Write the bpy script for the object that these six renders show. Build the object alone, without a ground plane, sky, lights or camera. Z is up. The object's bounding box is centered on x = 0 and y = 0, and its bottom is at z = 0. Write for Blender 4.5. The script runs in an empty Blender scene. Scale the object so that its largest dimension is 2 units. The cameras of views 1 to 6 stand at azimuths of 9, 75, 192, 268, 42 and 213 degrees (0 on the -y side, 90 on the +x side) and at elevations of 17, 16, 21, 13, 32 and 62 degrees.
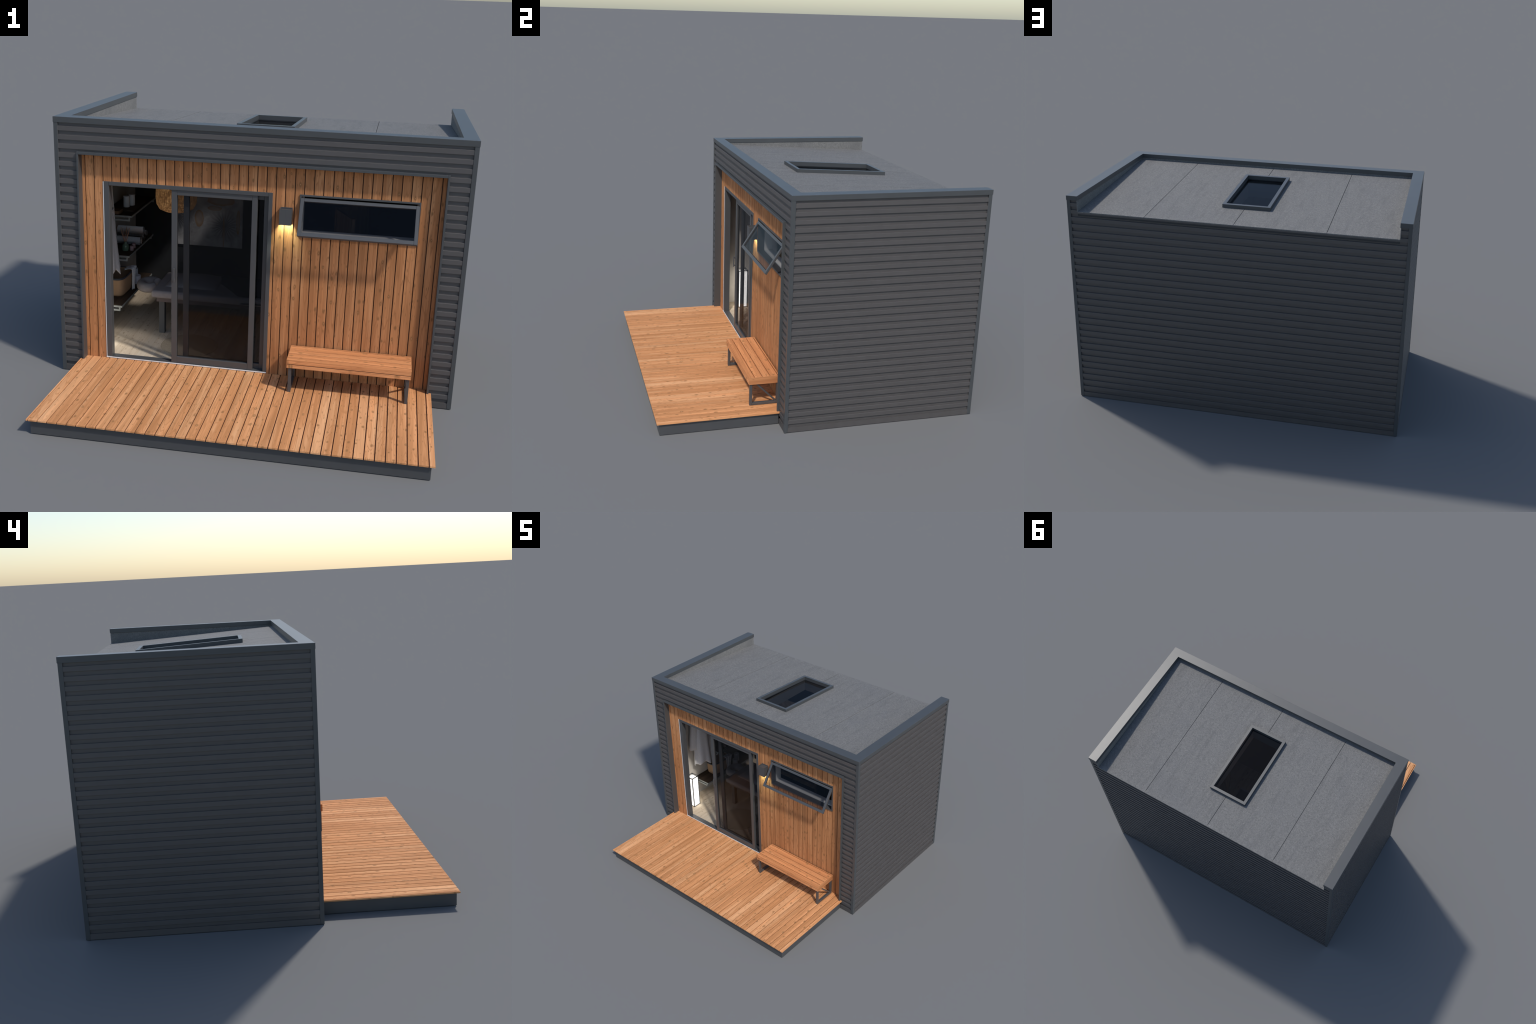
# Small garden studio: ribbed dark metal shell, larch-clad recessed front with sliding door,
# top-hung window, timber deck, bench, sloping felt roof with skylight, furnished interior.
import bpy, bmesh, math, random
from mathutils import Vector, Matrix

random.seed(7)
S = bpy.context.scene
COL = S.collection

# ------------------------------------------------------------------ dimensions
P_SID = 0.0431          # pitch of the ribbed siding
Z_SID = 1.2793          # top of the first rib face
RIB = 0.0223            # height of a rib face
REC = 0.0080            # depth of the groove between ribs
XO, YF, YB = 0.9985, -0.2225, 0.9005   # outer faces of the corner posts
Z_CAP0, Z_CAP1 = 1.2960, 1.3228
Y_WALL = -0.1855        # face of the timber cladding
Z_DECK = 0.0755
PITCH = 0.0451          # board pitch of deck and cladding
GAP = 0.0048
Z_FL = 0.080            # interior floor
RF0, RF1 = (-0.1605, 1.2855), (0.9000, 1.2287)   # roof line (y, z)
def roof_z(y):
    t = (y - RF0[0]) / (RF1[0] - RF0[0])
    return RF0[1] + t * (RF1[1] - RF0[1])

# ------------------------------------------------------------------ materials
def srgb(h):
    c = [int(h[i:i + 2], 16) / 255 for i in (0, 2, 4)]
    return tuple(x / 12.92 if x <= .04045 else ((x + .055) / 1.055) ** 2.4 for x in c) + (1,)

class NT:
    def __init__(self, name):
        self.m = bpy.data.materials.new(name); self.m.use_nodes = True
        self.t = self.m.node_tree; self.n = self.t.nodes
        self.p = self.n["Principled BSDF"]; self.out = self.n["Material Output"]
    def add(self, typ, **kw):
        nd = self.n.new(typ)
        for k, v in kw.items():
            if k.startswith("i_"):
                key = k[2:]; key = int(key) if key.isdigit() else key.replace("_", " ")
                nd.inputs[key].default_value = v
            else: setattr(nd, k, v)
        return nd
    def link(self, a, b): self.t.links.new(a, b)
    def set(self, **kw):
        for k, v in kw.items(): self.p.inputs[k.replace("_", " ")].default_value = v
    def ramp(self, src, stops):
        r = self.add("ShaderNodeValToRGB"); e = r.color_ramp.elements
        while len(e) < len(stops): e.new(0.5)
        for el, (pos, col) in zip(e, stops):
            el.position = pos; el.color = col if len(col) == 4 else tuple(col) + (1,)
        self.link(src, r.inputs[0]); return r.outputs[0]
    def mix(self, fac, a, b, typ="MIX"):
        m = self.add("ShaderNodeMix", data_type="RGBA", blend_type=typ)
        for s, v in ((0, fac), (6, a), (7, b)):
            if hasattr(v, "is_linked") or hasattr(v, "links"): self.link(v, m.inputs[s])
            else: m.inputs[s].default_value = v
        return m.outputs[2]
    def math(self, op, a, b=0.0, c=0.0):
        m = self.add("ShaderNodeMath", operation=op)
        for i, v in enumerate((a, b, c)):
            if hasattr(v, "links"): self.link(v, m.inputs[i])
            else: m.inputs[i].default_value = v
        return m.outputs[0]
    def coords(self, scale=(1, 1, 1), rnd=True):
        tc = self.add("ShaderNodeTexCoord"); mp = self.add("ShaderNodeMapping")
        src = tc.outputs["Object"]
        if rnd:
            oi = self.add("ShaderNodeObjectInfo")
            off = self.add("ShaderNodeVectorMath", operation="SCALE")
            off.inputs[0].default_value = (7.31, 11.7, 5.93)
            self.link(oi.outputs["Random"], off.inputs["Scale"])
            ad = self.add("ShaderNodeVectorMath", operation="ADD")
            self.link(src, ad.inputs[0]); self.link(off.outputs[0], ad.inputs[1]); src = ad.outputs[0]
        self.link(src, mp.inputs[0]); mp.inputs["Scale"].default_value = scale
        return mp.outputs[0]
    def noise(self, vec, scale, detail=4.0, rough=0.55, dist=0.0):
        n = self.add("ShaderNodeTexNoise"); self.link(vec, n.inputs["Vector"])
        for k, v in (("Scale", scale), ("Detail", detail), ("Roughness", rough), ("Distortion", dist)): n.inputs[k].default_value = v
        return n.outputs[0]
    def bump(self, h, strength, dist=0.001):
        b = self.add("ShaderNodeBump"); b.inputs["Strength"].default_value = strength; b.inputs["Distance"].default_value = dist
        self.link(h, b.inputs["Height"]); self.link(b.outputs[0], self.p.inputs["Normal"])

def plain(name, col, rough=0.6, var=0.06, scale=30.0, spec=0.5, metal=0.0, bump=0.0):
    k = NT(name); k.set(Roughness=rough, Metallic=metal); k.p.inputs["Specular IOR Level"].default_value = spec
    n = k.noise(k.coords(), scale, 5)
    a = tuple(c * (1 - var) for c in col[:3]); b = tuple(min(1, c * (1 + var)) for c in col[:3])
    k.link(k.ramp(n, [(.3, a), (.7, b)]), k.p.inputs["Base Color"])
    if bump: k.bump(n, bump)
    return k.m

def wood(name, axis, base, light, dark, knot, knots=True, across=None):
    """Knotty softwood; axis = grain direction in object space."""
    if across is None: across = (1, 0, 0)[axis]
    k = NT(name); k.set(Roughness=0.75); k.p.inputs["Specular IOR Level"].default_value = 0.12
    def sc(al, ac):
        v = [ac, ac, ac]; v[axis] = al; return tuple(v)
    fine = k.noise(k.coords(sc(4, 150)), 1.0, 4, .6)
    broad = k.noise(k.coords(sc(1.2, 34)), 1.0, 3, .5, .9)
    arch = k.noise(k.coords(sc(2.4, 30)), 1.0, 1, .4, .3)
    # annual rings: contour lines of a slow stretched noise give cathedral figures
    rings = k.math("FRACT", k.math("MULTIPLY", arch, 9.0))
    col = k.mix(k.ramp(broad, [(.34, (0, 0, 0)), (.66, (1, 1, 1))]), dark, base)
    col = k.mix(k.ramp(k.noise(k.coords(sc(1.0, 20)), 1.0, 2, .5), [(.50, (0, 0, 0)), (.75, (.7, .7, .7))]), col, light)
    col = k.mix(k.ramp(rings, [(.0, (.0, .0, .0)), (.70, (.0, .0, .0)), (.92, (.85, .85, .85)), (1.0, (0, 0, 0))]), col, dark)
    oi = k.add("ShaderNodeObjectInfo")
    r3 = k.math("MULTIPLY_ADD", k.math("FRACT", k.math("MULTIPLY", oi.outputs["Random"], 41.7)), .75, .50)
    col = k.mix(k.math("MULTIPLY", k.ramp(fine, [(.46, (0, 0, 0)), (.68, (.75, .75, .75))]), r3), col, dark)
    # some boards are paler, some a bit darker
    pale = k.ramp(oi.outputs["Random"], [(.82, (0, 0, 0)), (.90, (.28, .28, .28))])
    col = k.mix(pale, col, light)
    r2 = k.math("FRACT", k.math("MULTIPLY", oi.outputs["Random"], 17.31))
    tone = k.add("ShaderNodeMapRange"); tone.inputs[3].default_value = .93; tone.inputs[4].default_value = 1.04
    k.link(r2, tone.inputs[0])
    cb = k.add("ShaderNodeCombineColor"); [k.link(tone.outputs[0], cb.inputs[i]) for i in range(3)]
    col = k.mix(1.0, col, cb.outputs[0], "MULTIPLY")
    if knots:
        for al, ac, thr, s0, s1, amt in ((14, 25, .62, .11, .14, .80), (19, 80, .60, .10, .16, .55)):
            vo = k.add("ShaderNodeTexVoronoi", feature="F1", voronoi_dimensions="2D")
            sp = k.add("ShaderNodeSeparateXYZ"); wob = k.add("ShaderNodeTexNoise"); k.link(k.coords(sc(40, 90)), wob.inputs["Vector"]); wob.inputs["Scale"].default_value = 1.0
            wv = k.add("ShaderNodeVectorMath", operation="MULTIPLY_ADD"); k.link(wob.outputs["Color"], wv.inputs[0]); wv.inputs[1].default_value = (.16, .16, .16)
            k.link(k.coords(sc(al, ac)), wv.inputs[2]); k.link(wv.outputs[0], sp.inputs[0])
            cm = k.add("ShaderNodeCombineXYZ"); k.link(sp.outputs[axis], cm.inputs[0]); k.link(sp.outputs[across], cm.inputs[1])
            k.link(cm.outputs[0], vo.inputs["Vector"]); vo.inputs["Scale"].default_value = 1.0
            rnd = k.add("ShaderNodeSeparateColor"); k.link(vo.outputs["Color"], rnd.inputs[0])
            pick = k.math("GREATER_THAN", rnd.outputs[0], thr)
            size = k.math("MULTIPLY_ADD", rnd.outputs[1], s1, s0)
            f = k.math("DIVIDE", vo.outputs["Distance"], size)
            spot = k.ramp(f, [(.0, (amt, amt, amt)), (.40, (amt, amt, amt)), (.70, (amt * .38,) * 3), (1.30, (0, 0, 0))])
            spot = k.math("MULTIPLY", spot, pick)
            col = k.mix(spot, col, knot)
            if ac < 40:
                core = k.math("MULTIPLY", k.ramp(f, [(.10, (.6, .6, .6)), (.24, (0, 0, 0))]), k.math("GREATER_THAN", rnd.outputs[0], .82))
                col = k.mix(core, col, light)
    k.link(col, k.p.inputs["Base Color"])
    k.bump(fine, 0.15, 0.0006)
    return k.m

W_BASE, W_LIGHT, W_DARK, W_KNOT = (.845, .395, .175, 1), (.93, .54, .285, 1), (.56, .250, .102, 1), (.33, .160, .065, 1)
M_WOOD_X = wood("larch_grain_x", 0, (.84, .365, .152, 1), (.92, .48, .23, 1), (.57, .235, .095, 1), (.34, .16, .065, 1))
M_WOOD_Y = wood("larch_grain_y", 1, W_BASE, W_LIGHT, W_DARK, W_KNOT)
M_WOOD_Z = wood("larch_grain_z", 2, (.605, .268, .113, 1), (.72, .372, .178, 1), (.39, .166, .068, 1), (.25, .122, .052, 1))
M_FLOOR = wood("pale_floor_wood", 1, (.60, .50, .38, 1), (.70, .62, .50, 1), (.52, .42, .31, 1), (.36, .27, .19, 1))
M_DARKWOOD = wood("dark_shelf_wood", 1, (.06, .042, .03, 1), (.09, .065, .045, 1), (.04, .028, .02, 1), (.03, .02, .015, 1), knots=False)
M_SCREEN = wood("walnut_screen_wood", 2, (.16, .10, .06, 1), (.22, .15, .09, 1), (.11, .07, .04, 1), (.08, .05, .03, 1), knots=False)

M_SIDING = plain("anthracite_siding", (.077, .0700, .0680), .52, .05, 14, .80)
M_TRIM = plain("anthracite_trim", (.063, .067, .070), .40, .04, 10, .65)
M_FRAME = plain("graphite_window_metal", (.069, .070, .073), .42, .04, 10, .6)
M_BACK = plain("groove_shadow_batten", (.10, .048, .028), .9, .1, 20)
M_CORE = plain("wall_core_sheet", (.082, .0765, .0750), .50, .05, 12, .85)
M_WHITE = plain("white_weather_strip", (.80, .80, .79), .5, .02, 10)
M_JAMB = plain("white_jamb_paint", (.62, .61, .58), .5, .03, 10)
M_BEIGE = plain("beige_plaster", (.50, .46, .41), .9, .06, 18, bump=.1)
M_BLACKWALL = plain("lining_darkened_unlit", (.022, .023, .025), .9, .12, 18)  # near-black colour bakes in the unlit depth of the room
M_CLOTH = plain("white_terry_cloth", (.70, .70, .70), .95, .06, 140, .2, bump=.5)
M_LINEN = plain("taupe_upholstery", (.32, .29, .28), .85, .06, 60, .3)
M_BLANKET = plain("dark_blanket", (.055, .058, .066), .9, .12, 80, .2)
M_LEG = plain("grey_table_leg", (.09, .09, .088), .6, .05, 20)
M_APRON = plain("brown_table_apron", (.14, .105, .095), .6, .05, 20)
M_BASKET = plain("tan_felt_basket", (.38, .24, .14), .9, .06, 120, .2, bump=.3)
M_RIM = plain("slate_basket_rim", (.05, .055, .065), .7, .05, 30)
M_STEEL = plain("greyish_steel_bracket", (.20, .21, .20), .45, .05, 20)
M_WAX = plain("white_candle_wax", (.62, .62, .63), .5, .03, 30)
M_PINK = plain("dusty_pink_wax", (.30, .20, .20), .6, .04, 30)
M_GREEN = plain("green_diffuser_glass", (.10, .15, .10), .15, .05, 20)
M_REED = plain("reed_stick", (.40, .20, .11), .8, .1, 60)
M_RUG = plain("woven_round_rug", (.42, .34, .24), .95, .14, 180, .2, bump=.6)

def roof_mat():
    k = NT("grey_roofing_felt"); k.set(Roughness=.85)
    v = k.coords(rnd=False)
    speck = k.noise(v, 260, 3, .75); mid = k.noise(v, 85, 6, .75); big = k.noise(k.coords((1, .5, 1), False), 5, 4, .6, .8)
    col = k.ramp(mid, [(.32, (.125, .123, .118)), (.68, (.220, .214, .204))])
    col = k.mix(k.ramp(big, [(.46, (0, 0, 0)), (.72, (.45, .45, .45))]), col, (.150, .150, .152, 1))
    strk = k.noise(k.coords((34, 5, 1), False), 1.0, 4, .65, .5)
    col = k.mix(k.ramp(strk, [(.50, (0, 0, 0)), (.70, (.75, .75, .75))]), col, (.128, .126, .123, 1))
    col = k.mix(k.ramp(speck, [(.54, (0, 0, 0)), (.68, (.75, .75, .75))]), col, (.33, .322, .30, 1))
    col = k.mix(k.ramp(speck, [(.32, (.8, .8, .8)), (.46, (0, 0, 0))]), col, (.085, .084, .084, 1))
    # faint wandering wrinkles
    vn = k.noise(k.coords((1.0, .7, 1), False), 9, 3, .6, 1.2)
    vein = k.math("ABSOLUTE", k.math("SUBTRACT", vn, .5))
    col = k.mix(k.ramp(vein, [(.0, (.28, .28, .28)), (.012, (0, 0, 0))]), col, (.11, .11, .115, 1))
    k.link(col, k.p.inputs["Base Color"]); k.bump(speck, .35, .001)
    return k.m
M_ROOF = roof_mat()

def glass_mat(name, tint):
    k = NT(name); k.n.remove(k.p)
    tr = k.add("ShaderNodeBsdfTransparent"); tr.inputs[0].default_value = tint
    gl = k.add("ShaderNodeBsdfGlossy"); gl.inputs["Roughness"].default_value = 0.0
    gl.inputs[0].default_value = (.9, .95, 1, 1)
    fr = k.add("ShaderNodeLayerWeight"); fr.inputs[0].default_value = .5
    half = k.math("MULTIPLY_ADD", k.math("POWER", fr.outputs["Facing"], 4.0), .14, .010)
    mx = k.add("ShaderNodeMixShader")
    k.link(half, mx.inputs[0]); k.link(tr.outputs[0], mx.inputs[1]); k.link(gl.outputs[0], mx.inputs[2])
    k.link(mx.outputs[0], k.out.inputs[0]); return k.m
M_GLASS = glass_mat("smoked_glass", (.72, .72, .73, 1))

def glow(name, col, strength, base=(.8, .8, .8, 1)):
    k = NT(name); k.set(Roughness=.6); k.p.inputs["Base Color"].default_value = base
    n = k.noise(k.coords(), 40, 2)
    k.link(k.ramp(n, [(.3, tuple(c * .97 for c in col[:3])), (.7, col)]), k.p.inputs["Emission Color"])
    k.p.inputs["Emission Strength"].default_value = strength
    return k.m
M_LAMP = glow("lamp_diffuser_white", (1, .97, .88, 1), 2.2)
M_BULB = glow("sconce_bulb_warm", (.80, 1.0, .70, 1), 1700)

def rattan_mat():
    k = NT("woven_rattan"); k.set(Roughness=.8)
    v = k.coords((1, 1, .12), False); n = k.noise(v, 210, 4, .7); b = k.noise(k.coords((.15, .15, 1), False), 170, 3, .6)
    col = k.ramp(n, [(.36, (.05, .022, .008)), (.52, (.30, .15, .055)), (.68, (.55, .33, .14))])
    col = k.mix(k.ramp(b, [(.42, (0, 0, 0)), (.62, (.6, .6, .6))]), col, (.12, .055, .02, 1))
    k.link(col, k.p.inputs["Base Color"]); k.link(col, k.p.inputs["Emission Color"])
    k.p.inputs["Emission Strength"].default_value = .35  # weave emits its own colour, a lamp glow put into the material
    k.bump(n, .6, .002); return k.m
M_RATTAN = rattan_mat()

def picture_mat():
    """Abstract botanical print: grey-white ground, a big dark radiating bloom, ochre petals."""
    k = NT("botanical_print"); k.set(Roughness=.9)
    tc = k.add("ShaderNodeTexCoord"); sep = k.add("ShaderNodeSeparateXYZ"); k.link(tc.outputs["Object"], sep.inputs[0])
    n1 = k.noise(tc.outputs["Object"], 14, 6, .65, .6)
    col = k.ramp(n1, [(.3, (.42, .40, .39)), (.7, (.80, .77, .73))])  # ground lightened to carry the room light falling on the print
    for cx, cz, rad, dark in ((-.365, .545, .12, (.05, .05, .07, 1)), (-.665, .58, .11, (.06, .05, .06, 1))):
        dx = k.math("SUBTRACT", sep.outputs[0], cx); dz = k.math("SUBTRACT", sep.outputs[2], cz)
        rr = k.math("SQRT", k.math("ADD", k.math("MULTIPLY", dx, dx), k.math("MULTIPLY", dz, dz)))
        an = k.math("ARCTAN2", dz, dx)
        ray = k.math("MULTIPLY_ADD", k.math("SINE", k.math("MULTIPLY_ADD", n1, 9.0, k.math("MULTIPLY", an, 23))), .5, .5)
        f = k.math("MULTIPLY", k.ramp(rr, [(0, (1, 1, 1)), (rad, (0, 0, 0))]), k.math("MULTIPLY_ADD", ray, .6, .35))
        col = k.mix(f, col, dark)
    for cx, cz, ax, az in ((-.525, .58, .030, .055), (-.39, .70, .085, .032), (-.60, .52, .016, .12), (-.43, .65, .05, .014), (-.37, .50, .006, .10), (-.28, .57, .012, .08)):
        dx = k.math("DIVIDE", k.math("SUBTRACT", sep.outputs[0], cx), ax); dz = k.math("DIVIDE", k.math("SUBTRACT", sep.outputs[2], cz), az)
        q = k.math("ADD", k.math("MULTIPLY", dx, dx), k.math("MULTIPLY", dz, dz))
        q = k.math("ADD", q, k.math("MULTIPLY_ADD", n1, 1.2, -.6))
        col = k.mix(k.ramp(q, [(.25, (.35, .35, .35)), (.8, (.85, .85, .85)), (1.0, (0, 0, 0))]), col, (.60, .32, .09, 1))
    k.link(col, k.p.inputs["Base Color"]); return k.m
M_PRINT = picture_mat()

# ------------------------------------------------------------------ mesh helpers
def finish(bm, name, mat, smooth=False):
    bmesh.ops.recalc_face_normals(bm, faces=bm.faces)
    me = bpy.data.meshes.new(name); bm.to_mesh(me); bm.free()
    if isinstance(mat, (list, tuple)): [me.materials.append(m) for m in mat]
    else: me.materials.append(mat)
    if smooth:
        for p in me.polygons: p.use_smooth = True
    return me

def box_into(bm, x0, x1, y0, y1, z0, z1, bevel=0.0, seg=1, mat=0):
    r = bmesh.ops.create_cube(bm, size=1.0)
    for v in r["verts"]:
        v.co = Vector(((x0 + x1) / 2 + v.co.x * (x1 - x0), (y0 + y1) / 2 + v.co.y * (y1 - y0), (z0 + z1) / 2 + v.co.z * (z1 - z0)))
    fs = {f for v in r["verts"] for f in v.link_faces}
    for f in fs: f.material_index = mat
    if bevel:
        es = list({e for v in r["verts"] for e in v.link_edges})
        bmesh.ops.bevel(bm, geom=es, offset=bevel, segments=seg, affect="EDGES", profile=.5)

def boxes(name, lst, mat, bevel=0.0, seg=1):
    bm = bmesh.new()
    for b in lst: box_into(bm, *b, bevel=bevel, seg=seg)
    return finish(bm, name, mat)

def obj(name, me, parent=None, loc=(0, 0, 0), rot=None):
    o = bpy.data.objects.new(name, me); COL.objects.link(o); o.location = loc
    if rot: o.rotation_euler = rot
    if parent: o.parent = parent
    return o

def thing(name, label, category, loc=(0, 0, 0)):
    e = bpy.data.objects.new(name, None); COL.objects.link(e); e.location = loc
    e["label"] = label; e["category"] = category; e.empty_display_size = .1
    return e

def extrude_profile(name, pts, axis, a, b, mat):
    """Extrude a closed (u, v) outline along x or y; u is outward, v is z."""
    bm = bmesh.new(); rings = []
    for s in (a, b):
        rings.append([bm.verts.new((s, u, v) if axis == 0 else (u, s, v)) for u, v in pts])
    n = len(pts)
    for i in range(n):
        bm.faces.new((rings[0][i], rings[0][(i + 1) % n], rings[1][(i + 1) % n], rings[1][i]))
    bm.faces.new(rings[0]); bm.faces.new(list(reversed(rings[1])))
    return finish(bm, name, mat)

def lathe(name, prof, mat, seg=32, smooth=True):
    bm = bmesh.new(); rings = []
    for r, zz in prof:
        rings.append([bm.verts.new((r * math.cos(2 * math.pi * i / seg), r * math.sin(2 * math.pi * i / seg), zz)) for i in range(seg)])
    for a, b in zip(rings, rings[1:]):
        for i in range(seg): bm.faces.new((a[i], a[(i + 1) % seg], b[(i + 1) % seg], b[i]))
    bm.faces.new(list(reversed(rings[0]))); bm.faces.new(rings[-1])
    me = finish(bm, name, mat)
    if smooth:
        for p in me.polygons: p.use_smooth = len(p.vertices) == 4
    return me

def grid_surface(name, fn, nu, nv, mat, thick=0.0, closed_u=False, smooth=True):
    bm = bmesh.new(); g = [[bm.verts.new(fn(i / (nu if closed_u else nu - 1), j / (nv - 1))) for i in range(nu)] for j in range(nv)]
    for j in range(nv - 1):
        for i in range(nu if closed_u else nu - 1):
            bm.faces.new((g[j][i], g[j][(i + 1) % nu], g[j + 1][(i + 1) % nu], g[j + 1][i]))
    bmesh.ops.recalc_face_normals(bm, faces=bm.faces)
    if thick:
        bmesh.ops.solidify(bm, geom=list(bm.faces), thickness=thick)
    return finish(bm, name, mat, smooth)

# ================================================================== HOUSE
house = thing("garden_studio", "small dark ribbed garden studio with timber front and deck", "garden house")

# ---- wall cores and ribbed siding
G0, G1 = .0070, .0076    # groove depth just under a rib, and at its foot
def rib_profile(sgn):
    """One siding board: proud rib, small drip edge, groove leaning back to the next rib."""
    c = .0010
    pts = [(-c, 0), (0, -c), (0, -RIB), (-G0, -RIB), (-G1, -P_SID), (-G1, -P_SID - .004), (-.024, -P_SID - .004), (-.024, -.0045), (-.0072, -.0045), (-.0072, 0)]
    return [(sgn * u, v) for u, v in pts]
def top_profile(sgn):
    """Lower part of a groove, showing between the coping and the first rib."""
    h = Z_CAP0 + .001 - Z_SID; d = G1 - (G1 - G0) * h / (P_SID - RIB)
    return [(sgn * u, v) for u, v in [(-d, h), (-G1, 0), (-G1, -.004), (-.024, -.004), (-.024, h)]]
F_X, F_YF, F_YB = .9970, -.2210, .8990     # plane of the rib faces
D = .0140                                   # core plane behind the rib faces

n_rows = 30
z_of = lambda k: Z_SID - k * P_SID

def side_wall(name, sgn):
    core = obj(name, boxes(name, [(min(sgn * .940, sgn * (F_X - D)), max(sgn * .940, sgn * (F_X - D)), F_YF + D + .002, F_YB - D - .002, .002, 1.2962)], M_CORE), house)
    me = extrude_profile("siding_board", rib_profile(sgn), 1, YF + .018, YB - .018, M_SIDING)
    last = extrude_profile("siding_board", [(sgn * u, v) for u, v in [(0, 0), (0, -.0290), (-.02, -.0290), (-.02, -.0045), (-.0068, -.0045), (-.0068, 0)]], 1, YF + .018, YB - .018, M_SIDING)
    obj("siding_board", extrude_profile("siding_board", top_profile(sgn), 1, YF + .018, YB - .018, M_SIDING), core, (sgn * F_X, 0, Z_SID))
    for k in range(n_rows):
        obj("siding_board", last if k == n_rows - 1 else me, core, (sgn * F_X, 0, z_of(k)))
    return core
wall_l = side_wall("side_wall", -1)
wall_r = side_wall("side_wall", 1)

back = obj("back_wall", boxes("back_wall", [(-.985, .985, .860, F_YB - D, .002, roof_z(.88) - .012),
        (-.982, -.936, .860, F_YB - D, 1.20, 1.2958), (.936, .982, .860, F_YB - D, 1.20, 1.2958)], M_CORE), house)
def back_board(name, a, b, prof): return extrude_profile(name, prof, 0, a, b, M_SIDING)
pr = rib_profile(1)
me_b = back_board("siding_board", -XO + .018, XO - .018, pr)
for k in range(2, n_rows):
    if k == n_rows - 1:
        me_b = back_board("siding_board", -XO + .018, XO - .018, [(0, 0), (0, -.029), (-.02, -.029), (-.02, -.0045), (-.0068, -.0045), (-.0068, 0)])
    obj("siding_board", me_b, back, (0, F_YB, z_of(k)))
# board cut by the eaves, and the short stubs beside the roof edge
zc = roof_z(.9) - .0005
obj("siding_board", back_board("siding_board", -XO + .018, XO - .018,
    [(0, zc - z_of(1)), (0, -RIB), (-G0, -RIB), (-G1, -P_SID), (-G1, -P_SID - .004), (-.02, -P_SID - .004), (-.02, zc - z_of(1))]), back, (0, F_YB, z_of(1)))
for s in (-1, 1):
    a, b = sorted((s * .9365, s * .981))
    obj("siding_board", back_board("siding_board", a, b, pr), back, (0, F_YB, z_of(0)))
    obj("siding_board", back_board("siding_board", a, b, [(0, 0), (0, zc - z_of(1)), (-.02, zc - z_of(1)), (-.02, 0)]), back, (0, F_YB, z_of(1)))
    obj("siding_board", back_board("siding_board", a, b, top_profile(1)), back, (0, F_YB, Z_SID))

# front: header and two flanking piers
front = obj("front_wall", boxes("front_wall", [(-.982, -.8760, F_YF + D, -.1800, .002, 1.2958), (.8760, .982, F_YF + D, -.1800, .002, 1.2958),
        (-.8760, .8760, F_YF + D, -.1800, 1.1490, 1.2958)], M_CORE), house)
prf = [(-u, v) for u, v in rib_profile(1)]
head = extrude_profile("siding_board", prf, 0, -XO + .018, XO - .018, M_SIDING)
pier = {s: extrude_profile("siding_board", prf, 0, *sorted((s * .8800, s * (XO - .018))), M_SIDING) for s in (-1, 1)}
pier_last = {s: extrude_profile("siding_board", [(0, 0), (0, -.029), (.02, -.029), (.02, -.0045), (.0068, -.0045), (.0068, 0)], 0, *sorted((s * .8800, s * (XO - .018))), M_SIDING) for s in (-1, 1)}
obj("siding_board", extrude_profile("siding_board", [(-u, v) for u, v in top_profile(1)], 0, -XO + .018, XO - .018, M_SIDING), front, (0, F_YF, Z_SID))
for k in range(n_rows):
    if k < 3: obj("siding_board", head, front, (0, F_YF, z_of(k)))
    else:
        for s in (-1, 1): obj("siding_board", (pier_last if k == n_rows - 1 else pier)[s], front, (0, F_YF, z_of(k)))

# corner posts (angle trims)
pw = .0212
post = boxes("corner_post", [(-pw / 2, pw / 2, -pw / 2, pw / 2, 0, Z_CAP0 + .002)], M_TRIM, .0012)
for sx in (-1, 1):
    for yy in (YF + pw / 2, YB - pw / 2):
        obj("corner_post", post, house, (sx * (XO - pw / 2), yy, 0))
# base rail tucked under the walls
obj("base_rail", boxes("base_rail", [(-.985, .985, .880, .8965, 0, .003), (-.9945, -.975, -.21, .89, 0, .003), (.975, .9945, -.21, .89, 0, .003)], M_TRIM), house)

# surround of the recessed front
fo, fi, ft_o, ft_i = .8838, .8745, 1.1600, 1.1475
obj("opening_surround", boxes("opening_surround", [(-fo, -fi, -.2335, -.1800, Z_DECK - .002, ft_o), (fi, fo, -.2335, -.1800, Z_DECK - .002, ft_o),
        (-fi, fi, -.2335, -.1800, ft_i, ft_o)], M_TRIM, .0008), house)

# ---- parapet and coping
obj("parapet", boxes("parapet", [(-.981, .981, F_YF + D + .003, -.1605, 1.18, 1.2955),
        (-.981, -.9345, -.1605, .8850, 1.18, 1.2953), (.9345, .981, -.1605, .8850, 1.18, 1.2953),
        (-.9375, -.9343, .8850, .9000, 1.226, 1.2953), (.9343, .9375, .8850, .9000, 1.226, 1.2953)], M_ROOF), house)
cw = .0690
bm = bmesh.new()
cop = [(-1, -.2240), (1, -.2240), (1, .9025), (1 - cw, .9025), (1 - cw, -.1585), (-1 + cw, -.1585), (-1 + cw, .9025), (-1, .9025)]
lo = [bm.verts.new((x, y, Z_CAP0)) for x, y in cop]; hi = [bm.verts.new((x, y, Z_CAP1)) for x, y in cop]
bm.faces.new(hi); bm.faces.new(list(reversed(lo)))
for i in range(8): bm.faces.new((lo[i], lo[(i + 1) % 8], hi[(i + 1) % 8], hi[i]))
bmesh.ops.bevel(bm, geom=[e for e in bm.edges if e.verts[0].co.z > 1.32 or e.verts[1].co.z > 1.32], offset=.0012, segments=1, affect="EDGES")
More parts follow.
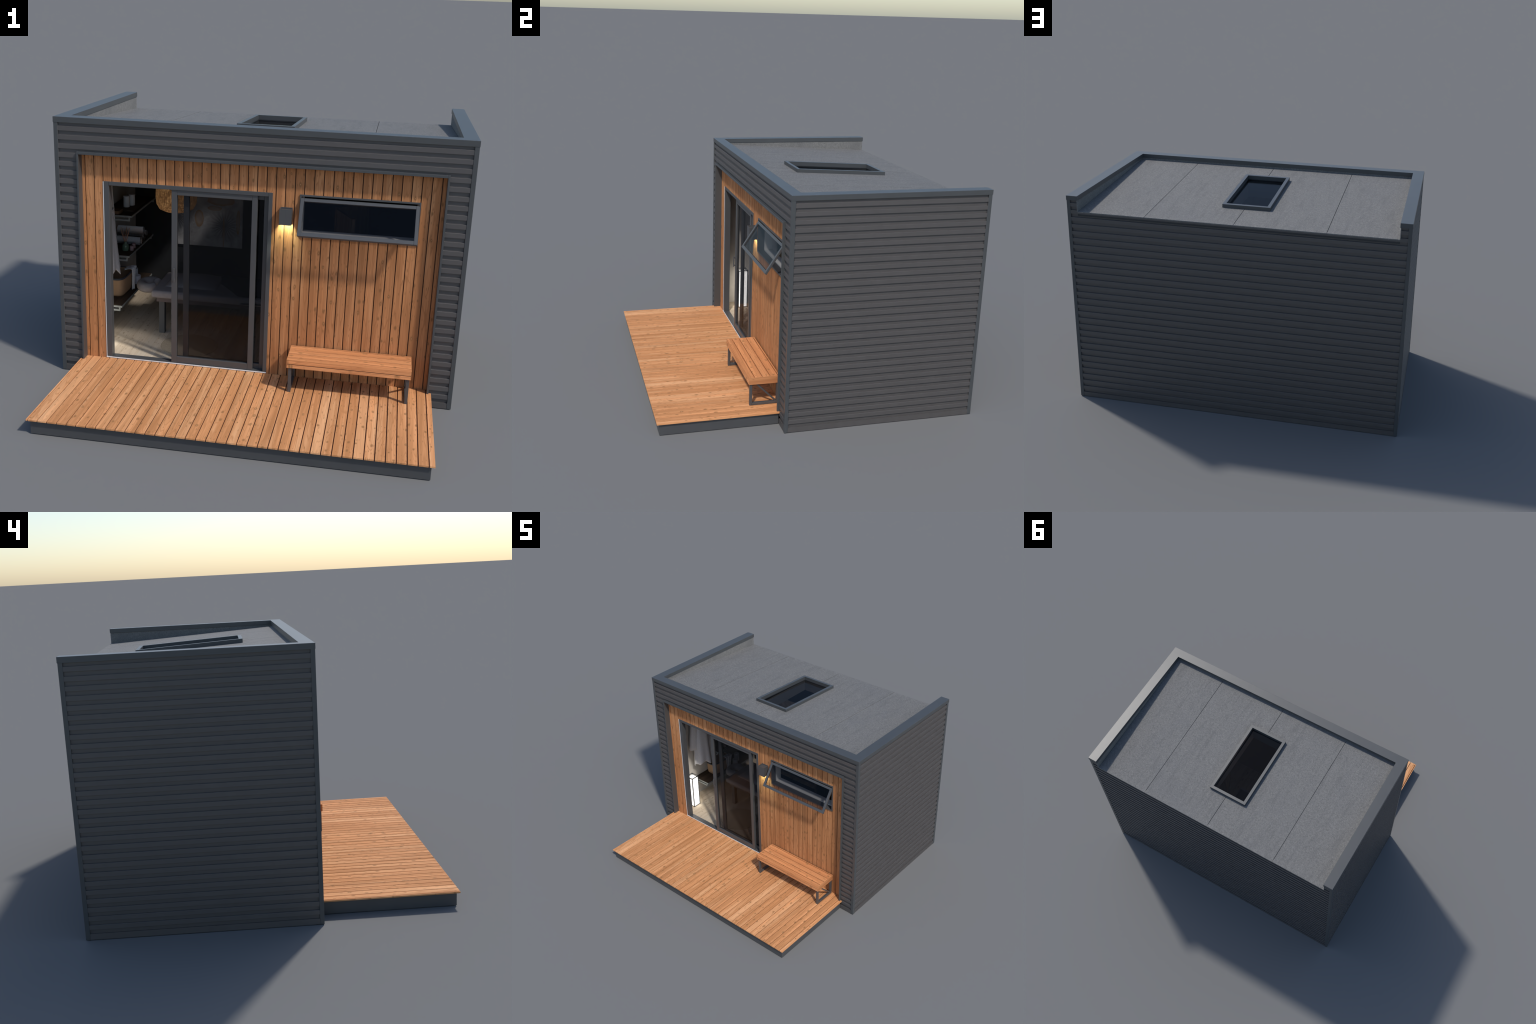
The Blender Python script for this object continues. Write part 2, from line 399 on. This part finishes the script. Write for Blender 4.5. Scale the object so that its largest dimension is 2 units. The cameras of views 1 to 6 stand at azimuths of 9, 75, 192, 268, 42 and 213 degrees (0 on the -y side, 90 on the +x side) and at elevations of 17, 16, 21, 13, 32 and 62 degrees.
obj("coping", finish(bm, "coping", M_TRIM), house)

# ---- roof: four felt sheets with open seams, cut round the skylight
SKX0, SKX1, SKY0, SKY1 = -.1565, .1335, .0670, .6410
def slab(bm, x0, x1, y0, y1, th=.020, lift=0.0):
    v = [bm.verts.new((x, y, roof_z(y) + lift - d)) for d in (0, th) for x, y in ((x0, y0), (x1, y0), (x1, y1), (x0, y1))]
    for f in ((0, 1, 2, 3), (7, 6, 5, 4), (0, 4, 5, 1), (1, 5, 6, 2), (2, 6, 7, 3), (3, 7, 4, 0)): bm.faces.new([v[i] for i in f])
bm = bmesh.new()
for a in ((-.934, SKX0 + .008, RF0[0], .8985), (SKX1 - .008, .934, RF0[0], .8985), (SKX0 + .008, SKX1 - .008, RF0[0], SKY0 + .008), (SKX0 + .008, SKX1 - .008, SKY1 - .008, .8985)):
    slab(bm, *a, th=.022, lift=-.003)
roof = obj("roof", finish(bm, "roof", plain("dark_underlay", (.045, .045, .045), .9)), house)
seams = [-.9345, -.5330, -.0015, .5272, .9345]
for i in range(4):
    x0, x1 = seams[i] + .0016, seams[i + 1] - .0016
    bm = bmesh.new()
    if i in (1, 2):
        a, b = (x0, min(x1, SKX0 + .006)) if i == 1 else (max(x0, SKX1 - .006), x1)
        slab(bm, a, b, RF0[0], RF1[0], .006)
        c, d = (SKX0 + .006, x1) if i == 1 else (x0, SKX1 - .006)
        slab(bm, c, d, RF0[0], SKY0 + .006, .006); slab(bm, c, d, SKY1 - .006, RF1[0], .006)
    else: slab(bm, x0, x1, RF0[0], RF1[0], .006)
    bmesh.ops.remove_doubles(bm, verts=bm.verts, dist=1e-5)
    obj("roof_sheet", finish(bm, "roof_sheet", M_ROOF), roof)

# ---- skylight: upstand frame following the slope, sunk glass, lined shaft
slope = math.atan2(RF1[1] - RF0[1], RF1[0] - RF0[0])
def sloped_boxes(name, lst, mat):
    bm = bmesh.new()
    for x0, x1, y0, y1, a, b in lst:
        v = [bm.verts.new((x, y, roof_z(y) + d)) for d in (b, a) for x, y in ((x0, y0), (x1, y0), (x1, y1), (x0, y1))]
        for f in ((0, 1, 2, 3), (7, 6, 5, 4), (0, 4, 5, 1), (1, 5, 6, 2), (2, 6, 7, 3), (3, 7, 4, 0)): bm.faces.new([v[i] for i in f])
    return finish(bm, name, mat)
fw = .0195
sky = obj("skylight", sloped_boxes("skylight", [(SKX0, SKX0 + fw, SKY0, SKY1, -.010, .0217), (SKX1 - fw, SKX1, SKY0, SKY1, -.010, .0217),
        (SKX0 + fw, SKX1 - fw, SKY0, SKY0 + fw, -.010, .0217), (SKX0 + fw, SKX1 - fw, SKY1 - fw, SKY1, -.010, .0217)], M_TRIM), house)
obj("glass_pane", sloped_boxes("glass_pane", [(SKX0 + fw - .002, SKX1 - fw + .002, SKY0 + fw - .002, SKY1 - fw + .002, -.006, -.003)], M_GLASS), sky)
obj("skylight_shaft", boxes("skylight_shaft", [(SKX0 + .002, SKX0 + fw + .001, SKY0 + .002, SKY1 - .002, 1.150, 1.2330), (SKX1 - fw - .001, SKX1 - .002, SKY0 + .002, SKY1 - .002, 1.150, 1.2330),
        (SKX0 + fw, SKX1 - fw, SKY0 + .002, SKY0 + fw + .001, 1.150, 1.2600), (SKX0 + fw, SKX1 - fw, SKY1 - fw - .001, SKY1 - .002, 1.150, 1.2300)], M_LEG), sky)

# ---- deck
deck = obj("deck", boxes("deck", [(-.882, .882, -.888, -.2225, 0.0, .0672)], M_FRAME, .001), house)
e0, e1 = -.8960, .8960
g = [-.8884 + PITCH * i for i in range(40)]
cols = [(e0, g[0])] + [(g[i], g[i + 1]) for i in range(39)] + [(g[39], e1)]
for i, (a, b) in enumerate(cols):
    a2 = a + (GAP / 2 if i else 0); b2 = b - (GAP / 2 if i < len(cols) - 1 else 0)
    parts = []
    cuts = sorted({a2, b2, *[c for c in (-.8838, .8838) if a2 < c < b2]})
    for p, q in zip(cuts, cuts[1:]):
        yb = -.1862 if abs((p + q) / 2) < .8838 else -.2212
        parts.append((p - (a2 + b2) / 2, q - (a2 + b2) / 2, -.9025, yb, .0675, Z_DECK))
    obj("deck_board", boxes("deck_board", parts, M_WOOD_Y, .0006), deck, ((a2 + b2) / 2, 0, 0))
# dark joists seen through the gaps
obj("deck_joist", boxes("deck_joist", [(-.890, .890, -.8965, -.187, .0655, .0708)], M_BACK), deck)

# ---- timber-clad front wall with door and window openings
DX0, DX1, DZ0, DZ1 = -.7655, .0738, .0805, 1.0145
WX0, WX1, WZ0, WZ1 = .2035, .7675, .8070, 1.0160
def around(x0, x1, z0, z1):
    """Split a rectangle of wall round the two openings."""
    out = []; xs = sorted({x0, x1, *[c for c in (DX0, DX1, WX0, WX1) if x0 < c < x1]})
    for a, b in zip(xs, xs[1:]):
        m = (a + b) / 2
        if DX0 < m < DX1: out += [(a, b, DZ1, z1)] + ([(a, b, z0, DZ0)] if DZ0 - z0 > .003 else [])
        elif WX0 < m < WX1: out += [(a, b, z0, WZ0), (a, b, WZ1, z1)]
        else: out.append((a, b, z0, z1))
    return out
wallf = obj("cladding_wall", boxes("cladding_wall", [(a, b, -.1800, -.1460, c, d) for a, b, c, d in around(-.8750, .8750, .060, 1.1540)], M_BACK), house)
gx = [.1790 + PITCH * i for i in range(-23, 16)]
edges = [-.8743] + gx + [.8743]
for i, (a, b) in enumerate(zip(edges, edges[1:])):
    a2 = a + (GAP / 2 if i else 0); b2 = b - (GAP / 2 if i < len(edges) - 2 else 0); xc = (a2 + b2) / 2
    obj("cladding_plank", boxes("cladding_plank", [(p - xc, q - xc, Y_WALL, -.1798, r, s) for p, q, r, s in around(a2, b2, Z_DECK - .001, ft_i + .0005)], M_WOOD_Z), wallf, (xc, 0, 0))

# ---- sliding door
door = obj("sliding_door", boxes("sliding_door", [(DX0, DX0 + .0270, -.1870, -.1480, .0815, DZ1), (DX1 - .0193, DX1, -.1885, -.1480, .0815, DZ1),
        (DX0 + .0270, DX1 - .0193, -.1885, -.1350, .9950, DZ1), (DX0 + .0270, DX1 - .0193, -.1880, -.1460, .0700, .0838)], M_FRAME, .0010), house)
obj("weather_strip", boxes("weather_strip", [(DX0 - .0030, DX0 - .0002, -.1882, -.1700, .0780, DZ1 - .002), (DX0 - .0030, DX1, -.1900, -.1700, .0780, .0828)], M_WHITE), door)
def sash(name, x0, x1, z0, z1, y0, y1, sl, sr, rt, rb, parent):
    o = obj(name, boxes(name, [(x0, x0 + sl, y0, y1, z0, z1), (x1 - sr, x1, y0, y1, z0, z1), (x0 + sl, x1 - sr, y0 + .0004, y1, z1 - rt, z1), (x0 + sl, x1 - sr, y0 + .0004, y1, z0, z0 + rb)], M_FRAME, .0010), parent)
    ym = (y0 + y1) / 2
    obj("glass_pane", boxes("glass_pane", [(x0 + sl - .003, x1 - sr + .003, ym - .0015, ym + .0015, z0 + rb - .003, z1 - rt + .003)], M_GLASS), o)
    return o
s1 = sash("door_leaf", -.4230, .0006, .0840, .9962, -.1830, -.1620, .0275, .0262, .0276, .0328, door)
s2 = sash("door_leaf", -.3690, .0544, .0840, .9955, -.1565, -.1355, .0273, .0242, .0270, .0255, door)
obj("door_handle", boxes("door_handle", [(-.4125, -.4025, -.1985, -.1935, .525, .600), (-.4105, -.4045, -.1940, -.1825, .532, .540), (-.4105, -.4045, -.1940, -.1825, .585, .593)], M_FRAME, .0010), door)

# ---- top-hung window
wf = .0085
win = obj("awning_window", boxes("awning_window", [(WX0, WX0 + wf, -.1915, -.1500, WZ0, WZ1), (WX1 - wf, WX1, -.1915, -.1500, WZ0, WZ1),
        (WX0 + wf, WX1 - wf, -.1915, -.1500, WZ1 - wf, WZ1), (WX0 + wf, WX1 - wf, -.1915, -.1500, WZ0, WZ0 + wf)], M_FRAME, .0008), house)
obj("window_jamb", boxes("window_jamb", [(WX0 + .002, WX0 + .014, -.1498, -.1000, WZ0, WZ1), (WX1 - .014, WX1 - .002, -.1498, -.1000, WZ0, WZ1),
        (WX0 + .014, WX1 - .014, -.1498, -.1000, WZ1 - .014, WZ1 - .002), (WX0 + .014, WX1 - .014, -.1498, -.1000, WZ0 + .002, WZ0 + .014)], M_JAMB), win)
sw, sl_, st = .5550, .1885, .0130
hinge = (.4853, -.1900, 1.0005); tilt = math.radians(-33)
ws = obj("window_sash", boxes("window_sash", [(-sw / 2, -sw / 2 + .0165, 0, st, -sl_, 0), (sw / 2 - .0165, sw / 2, 0, st, -sl_, 0),
        (-sw / 2 + .0165, sw / 2 - .0165, .0003, st, -.0165, 0), (-sw / 2 + .0165, sw / 2 - .0165, .0003, st, -sl_, -sl_ + .0185)], M_FRAME, .0010), win, hinge, (tilt, 0, 0))
obj("glass_pane", boxes("glass_pane", [(-sw / 2 + .014, sw / 2 - .014, .0050, .0080, -sl_ + .016, -.014)], M_GLASS), ws)

# ---- wall lamp (open top and bottom) with glowing bulb
lx0, lx1, ly0, ly1, lz0, lz1, lt = .1142, .1728, -.2350, -.1862, .8725, .9490, .0035
lamp = obj("wall_lamp", boxes("wall_lamp", [(lx0, lx1, ly0, ly0 + lt, lz0, lz1), (lx0, lx1, ly1 - lt, ly1, lz0, lz1), (lx0, lx0 + lt, ly0 + lt, ly1 - lt, lz0, lz1),
        (lx1 - lt, lx1, ly0 + lt, ly1 - lt, lz0, lz1), (lx0 + lt, lx1 - lt, ly0 + lt, ly1 - lt, .938, .942)], M_FRAME), house)
obj("lamp_bulb", boxes("lamp_bulb", [(lx0 + .014, lx1 - .014, ly0 + lt + .0004, ly0 + lt + .0012, .9180, .9300)], M_BULB), lamp)

# ---- interior shell
nfl = 42
flr = obj("floor", boxes("floor", [(-.940, .940, -.1455, .860, .040, Z_FL - .004)], M_DARKWOOD), house)
pf = 1.88 / nfl
me_f = boxes("floor_board", [(.0004, pf - .0004, -.1455, .860, Z_FL - .004, Z_FL)], M_FLOOR)
for i in range(nfl): obj("floor_board", me_f, flr, (-.940 + i * pf, 0, 0))
obj("ceiling", boxes("ceiling", [(-.94, SKX0 + .003, -.178, .86, 1.150, 1.19), (SKX1 - .003, .94, -.178, .86, 1.150, 1.19), (SKX0, SKX1, -.178, SKY0 + .003, 1.150, 1.19), (SKX0, SKX1, SKY1 - .003, .86, 1.150, 1.19)], M_BLACKWALL), house)
obj("wall_lining", boxes("wall_lining", [(-.939, .939, .8555, .8590, Z_FL, 1.150), (.9350, .9390, -.12, .8555, Z_FL, 1.150)], M_BLACKWALL), house)
obj("plaster_lining", boxes("plaster_lining", [(-.9390, -.9350, -.145, .8555, Z_FL, 1.150)], M_BEIGE), house)
obj("picture", boxes("picture", [(-.682, -.252, .8450, .8553, .4060, .8400)], M_PRINT, .0006), house)

# pendant lamp
prof = [(.030, .0), (.070, .003), (.095, .016), (.110, .042), (.114, .080), (.112, .130), (.100, .170), (.070, .195), (.020, .200)]
pend = obj("pendant_lamp", lathe("pendant_lamp", prof, M_RATTAN, 48), house, (-.531, .320, .758))
obj("lamp_cord", lathe("lamp_cord", [(.0025, 0), (.0025, .20)], M_LEG, 10), pend, (0, 0, .195))

# wall shelves on the left
def shelf(y0, y1, ztop, x1):
    o = obj("wall_shelf", boxes("wall_shelf", [(-.935, x1, y0 + .003, y1 - .003, ztop - .010, ztop)], M_DARKWOOD), house)
    obj("shelf_bracket", boxes("shelf_bracket", [(-.935, x1 + .003, y0, y0 + .010, ztop - .0125, ztop - .002), (-.935, x1 - .008, y0, y0 + .010, ztop - .033, ztop - .023), (x1 - .016, x1 - .006, y0, y0 + .010, ztop - .024, ztop - .012),
        (-.935, x1 + .003, y1 - .010, y1, ztop - .0125, ztop - .002), (x1, x1 + .004, y0 + .010, y1 - .010, ztop - .012, ztop - .002), (-.935, x1 - .008, y1 - .010, y1, ztop - .033, ztop - .023)], M_STEEL, .0006), o)
    return o
shelf(.085, .660, .262, -.776)
shelf(.230, .700, .503, -.778)
shelf(.230, .700, .734, -.762)

# ================================================================== BENCH
bench = thing("bench", "low slatted larch bench on dark steel frames", "bench", (.4925, -.283, Z_DECK))
def B(x0, x1, y0, y1, z0, z1): return (x0 - .4925, x1 - .4925, y0 + .283, y1 + .283, z0 - Z_DECK, z1 - Z_DECK)
bx0, bx1, by0, by1, bz0, bz1 = .1970, .7880, -.3725, -.1955, .2045, .2480
gy = [by0, -.3405, -.2955, -.2505, -.2050, by1]
for a, b in zip(gy, gy[1:]):
    obj("bench_slat", boxes("bench_slat", [B(bx0 + .0022, bx1 - .0022, a + (.0027 if a != by0 else 0), b - (.0027 if b != by1 else 0), .2250, bz1)], M_WOOD_X, .0007), bench)
obj("bench_rail", boxes("bench_rail", [B(bx0 + .0022, bx1 - .0022, by0, by0 + .03, bz0, .2216)], M_WOOD_X, .0007), bench)
obj("seat_core", boxes("seat_core", [B(bx0 + .002, bx1 - .002, by0 + .0025, by1 - .001, bz0 + .001, .2310)], M_BACK), bench)
M_END = wood("larch_bench_end", 1, (.66, .285, .118, 1), (.74, .36, .165, 1), (.47, .19, .078, 1), (.3, .13, .055, 1), knots=False)
endp = boxes("bench_end", [(0, .0022, by0 + .283 + .0003, by1 + .283 - .0003, bz0 - Z_DECK, bz1 - Z_DECK - .0006)], M_END)
for x in (bx0, bx1 - .0022): obj("bench_end", endp, bench, (x - .4925, 0, 0))
lw = .0150
def leg(x):
    lst = [B(x, x + lw, -.3660, -.3660 + lw, Z_DECK + .0002, bz0), B(x, x + lw, -.2110, -.2110 + lw, Z_DECK + .0002, bz0), B(x, x + lw, -.3535, -.2110, Z_DECK + .0002, Z_DECK + lw)]
    bm = bmesh.new()
    for q in lst: box_into(bm, *q, bevel=.0008)
    # diagonal brace from the rear foot up to the seat
    p0, p1 = Vector((x + lw / 2, -.2085, Z_DECK + .010)), Vector((x + lw / 2, -.3300, bz0 + .002)); d = p1 - p0
    r = bmesh.ops.create_cube(bm, size=1.0); ang = math.atan2(d.z, d.y)
    M = Matrix.Translation((p0 + p1) / 2 - Vector((.4925, -.283, Z_DECK))) @ Matrix.Rotation(ang, 4, "X") @ Matrix.Diagonal((.009, d.length, .009, 1))
    bmesh.ops.transform(bm, matrix=M, verts=r["verts"])
    obj("bench_leg", finish(bm, "bench_leg", M_FRAME), bench)
leg(.2060); leg(.7660)

# ================================================================== INTERIOR THINGS
# massage table
tab = thing("massage_table", "padded taupe massage table with face cradle", "massage table", (-.2, .33, Z_FL))
T = lambda x0, x1, y0, y1, z0, z1: (x0 + .2, x1 + .2, y0 - .33, y1 - .33, z0 - Z_FL, z1 - Z_FL)
obj("table_cushion", boxes("table_cushion", [T(-.632, .245, .155, .505, .2950, .3380)], M_LINEN, .016, 4), tab)
obj("table_apron", boxes("table_apron", [T(-.606, .220, .180, .480, .268, .2960)], M_APRON, .001), tab)
lm = boxes("table_leg", [(-.016, .016, -.016, .016, 0.0002, .190)], M_LEG, .001)
for x in (-.578, .195):
    for y in (.203, .455): obj("table_leg", lm, tab, (x + .2, y - .33, 0))
def cradle(u, v):
    a = math.radians(35 + 290 * u) ; b = 2 * math.pi * v
    R, r = .046, .026
    return Vector((math.cos(a) * (R + r * math.cos(b)) * 1.0, math.sin(a) * (R + r * math.cos(b)) * 1.25, .9 * r * math.sin(b) * 1.2))
bm = bmesh.new(); nu, nv = 40, 16
gr = [[bm.verts.new(cradle(i / (nu - 1), j / nv)) for j in range(nv)] for i in range(nu)]
for i in range(nu - 1):
    for j in range(nv): bm.faces.new((gr[i][j], gr[i][(j + 1) % nv], gr[i + 1][(j + 1) % nv], gr[i + 1][j]))
bm.faces.new(gr[0]); bm.faces.new(list(reversed(gr[-1])))
obj("face_cradle", finish(bm, "face_cradle", M_LINEN, True), tab, (-.692 + .2, .340 - .33, .306 - Z_FL))
def drape(u, v):
    """Dark cover laid over the table, its near corner drawn into a slanting fold."""
    x = -.30 + .53 * u; yb = .500; yf = .150 + .16 * max(0, (.35 - u) / .35) ** 1.5
    y = yf + (yb - yf) * v; zz = .3405 + .004 * math.sin(9 * x + 5 * v) * (1 - u)
    if v < .08 and u > .3: zz -= .030 * (1 - v / .08)
    return Vector((x + .2, y - .33, zz - Z_FL))
obj("table_cover", grid_surface("table_cover", drape, 30, 26, M_BLANKET, .004), tab)
def hump(u, v):
    x = -.58 + .30 * u; y = .24 + .25 * v
    return Vector((x + .2, y - .33, .337 - Z_FL + .035 * math.sin(math.pi * min(1, max(0, u))) ** .7 * math.sin(math.pi * v) ** .6))
obj("pillow", grid_surface("pillow", hump, 20, 16, M_LINEN, .003), tab)

# floor lantern
fl = thing("floor_lantern", "tall glowing white box lantern with thin dark frame", "floor lamp", (-.842, -.030, Z_FL))
hw, hd, hh, ft = .0345, .0330, .287, .0062
lst = []
for sx in (-1, 1):
    for sy in (-1, 1): lst.append((sx * hw - ft / 2, sx * hw + ft / 2, sy * hd - ft / 2, sy * hd + ft / 2, .0002, hh))
for zz in (.0022, hh - ft / 2):
    for s in (-1, 1):
        lst += [(-hw, hw, s * hd - ft / 2, s * hd + ft / 2, zz - ft / 2 + .0002, zz + ft / 2), (s * hw - ft / 2, s * hw + ft / 2, -hd, hd, zz - ft / 2 + .0002, zz + ft / 2)]
obj("lantern_frame", boxes("lantern_frame", lst, M_FRAME), fl)
obj("lantern_shade", boxes("lantern_shade", [(-hw + .0015, hw - .0015, -hd + .0015, hd - .0015, .003, hh - .016)], M_LAMP), fl)

# bathrobe on the left wall
robe = thing("bathrobe", "white bathrobe hanging in long soft folds", "bathrobe", (-.93, .14, .70))
def body(u, v):
    # u round the hanging cloth, v from shoulder to hem
    a = 2 * math.pi * u; wy = .060 + .042 * v ** .7; wx = .026 + .030 * v
    f = 1 + .10 * v * math.sin(7 * a) + .05 * math.sin(3 * a + 4 * v)
    zz = .26 - .525 * v - (.018 * math.sin(2 * a) + .012 * math.sin(5 * a)) * v
    pin = 1 - .16 * math.exp(-((v - .36) / .07) ** 2)
    return Vector((.048 + .020 * v + wx * f * math.cos(a) * pin, wy * f * math.sin(a) * pin, zz))
obj("robe_body", grid_surface("robe_body", body, 72, 40, M_CLOTH, .002, True), robe)
def sleeve(sy, ln):
    def fn(u, v):
        a = 2 * math.pi * u; r = .024 + .008 * v + .002 * math.sin(4 * a)
        return Vector((.045 + r * math.cos(a), sy * (.058 + .040 * v) + r * 1.1 * math.sin(a), .25 - ln * v))
    return fn
for sy, ln in ((-1, .365), (1, .360)): obj("robe_sleeve", grid_surface("robe_sleeve", sleeve(sy, ln), 32, 16, M_CLOTH, .002, True), robe)
def belt(u, v):
    a = 2 * math.pi * u
    return Vector((.055 + .040 * math.cos(a), .066 * math.sin(a), .085 - .018 * v))
obj("robe_belt", grid_surface("robe_belt", belt, 40, 4, M_CLOTH, .003, True), robe)
obj("robe_hook", lathe("robe_hook", [(.006, 0), (.006, .03)], M_STEEL, 12), robe, (.005, 0, .27))

# basket with cloth on the low shelf
bas = thing("storage_basket", "rounded tan felt basket with dark rim and towel", "basket", (-.865, .315, .2625))
def rrect(u, rx, ry, n=4.0):
    a = 2 * math.pi * u; c, s = math.cos(a), math.sin(a)
    return math.copysign(abs(c) ** (2 / n), c) * rx, math.copysign(abs(s) ** (2 / n), s) * ry
def wallb(u, v):
    k = .90 + .10 * v ** .5 if v > 0 else .90
    x, y = rrect(u, .058 * k, .110 * k); return Vector((x, y, .0003 + .105 * v))
bb = grid_surface("basket_body", wallb, 64, 10, M_BASKET, .004, True); obj("basket_body", bb, bas)
bm = bmesh.new(); vs = [bm.verts.new((*rrect(i / 48, .051, .098), .004)) for i in range(48)]
top = bmesh.ops.extrude_face_region(bm, geom=[bm.faces.new(vs)]); [setattr(v.co, "z", .008) for v in top["geom"] if isinstance(v, bmesh.types.BMVert)]
obj("basket_floor", finish(bm, "basket_floor", M_BASKET), bas)
def rim(u, v):
    a = 2 * math.pi * v; x, y = rrect(u, .058 + .004 * math.cos(a), .110 + .004 * math.cos(a)); return Vector((x, y, .104 + .006 * math.sin(a)))
obj("basket_rim", grid_surface("basket_rim", rim, 64, 9, M_RIM, 0, True), bas)
def cloth(u, v):
    s = v * .19
    if s < .05: x, zz = .020 + s * 1.0, .118 + .010 * math.sin(s * 50)
    else: x, zz = .066 + .004 * math.sin(6 * u), .116 - (s - .05) * 1.05
    w = .045 * (1 - .65 * max(0, v - .3))
    return Vector((x + .006 * math.sin(14 * u + 3 * v), .060 + (u - .5) * 2 * w * .8, zz))
obj("basket_towel", grid_surface("basket_towel", cloth, 22, 24, M_CLOTH, .003), bas)

# jars beside the basket
jar = lathe("storage_jar", [(.022, 0), (.023, .003), (.023, .048), (.020, .050), (.020, .046)], M_WAX, 32)
for i, (x, y) in enumerate(((-.806, .462), (-.842, .520))):
    j = obj("storage_jar", jar, None, (x, y, .2625)); j.scale = (1, 1, 1.0 + .45 * i)
    j["label"] = "small white cylindrical jar on a shelf"; j["category"] = "jar"

# mid shelf: rolled towels, reed diffuser, small candles
def roll_mesh():
    bm = bmesh.new(); ns, R = 64, .029; turns = 3.2; L = .150
    ring = []
    for i in range(ns):
        t = i / (ns - 1); a = 2 * math.pi * turns * t; r = .004 + (R - .004) * t
        ring.append((r * math.cos(a), r * math.sin(a)))
    a0 = [bm.verts.new((-L / 2, y, zz)) for y, zz in ring]; a1 = [bm.verts.new((L / 2, y, zz)) for y, zz in ring]
    for i in range(ns - 1): bm.faces.new((a0[i], a0[i + 1], a1[i + 1], a1[i]))
    bmesh.ops.solidify(bm, geom=list(bm.faces), thickness=.0062)
    return finish(bm, "rolled_towel", M_CLOTH, True)
rm = roll_mesh()
for i, (x, y, zz, rx) in enumerate(((-.845, .425, .5355, .4), (-.845, .490, .5355, 1.7), (-.832, .440, .5890, 2.6), (-.850, .560, .5355, .9))):
    o = obj("rolled_towel", rm, None, (x, y, zz), (rx, 0, random.uniform(-.06, .06)))
    o["label"] = "rolled white terry towel lying on a shelf"; o["category"] = "towel"
dif = thing("reed_diffuser", "green glass bottle with thin brown reed sticks", "diffuser", (-.829, .3275, .5032))
obj("diffuser_bottle", lathe("diffuser_bottle", [(.0185, 0), (.020, .002), (.019, .024), (.0165, .034), (.008, .040), (.007, .050), (.008, .052)], M_GREEN, 28), dif)
for i in range(7):
    a = i * 2.4; t = .22 + .06 * math.sin(i * 1.7)
    o = obj("reed_stick", lathe("reed_stick", [(.0011, 0), (.0011, .105)], M_REED, 8), dif, (0, 0, .030), (t * math.sin(a), t * math.cos(a), 0))
cm = lathe("small_candle", [(.0105, 0), (.0112, .001), (.0112, .026), (.010, .027)], M_PINK, 24)
for x, y in ((-.7945, .334), (-.799, .384)):
    o = obj("small_candle", cm, None, (x, y, .5032)); o["label"] = "small dusty pink pillar candle"; o["category"] = "candle"
# top shelf: two white pillar candles on a tray
pc = lathe("pillar_candle", [(.0170, 0), (.0180, .001), (.0180, .062), (.0165, .0635), (.006, .0625)], M_WAX, 32)
for x, y in ((-.838, .385), (-.822, .432)):
    o = obj("pillar_candle", pc, None, (x, y, .7422)); o["label"] = "tall white pillar candle on a tray"; o["category"] = "candle"
tr = obj("tray", boxes("tray", [(-.90, -.775, .31, .56, .7343, .7420)], M_DARKWOOD, .001)); tr["label"] = "flat dark wooden tray on a shelf"; tr["category"] = "tray"
bxm = obj("wooden_box", boxes("wooden_box", [(-.93, -.832, .238, .300, .7343, .7520)], M_SCREEN, .001)); bxm["label"] = "flat brown wooden box on a shelf"; bxm["category"] = "box"

# round rug
rug = obj("round_rug", lathe("round_rug", [(.150, 0), (.153, .0015), (.150, .003)], M_RUG, 64), None, (-.385, .050, Z_FL + .0004)); rug["label"] = "round woven jute rug on the floor"; rug["category"] = "rug"

# folding screen behind the window
scr = thing("folding_screen", "tall walnut folding screen with framed panels", "screen", (.455, .015, Z_FL))
def panel(p, q):
    d = Vector((q[0] - p[0], q[1] - p[1], 0)); L = d.length; a = math.atan2(d.y, d.x)
    me = boxes("screen_panel", [(0, .018, -.008, .008, .0003, .78), (L - .018, L, -.008, .008, .0003, .78), (.018, L - .018, -.007, .007, .755, .7795), (.018, L - .018, -.007, .007, .0003, .03), (.018, L - .018, -.003, .003, .03, .755)], M_SCREEN)
    obj("screen_panel", me, scr, (p[0], p[1], 0), (0, 0, a))
panel((0, 0), (-.100, .205)); panel((-.104, .222), (.06, .36))
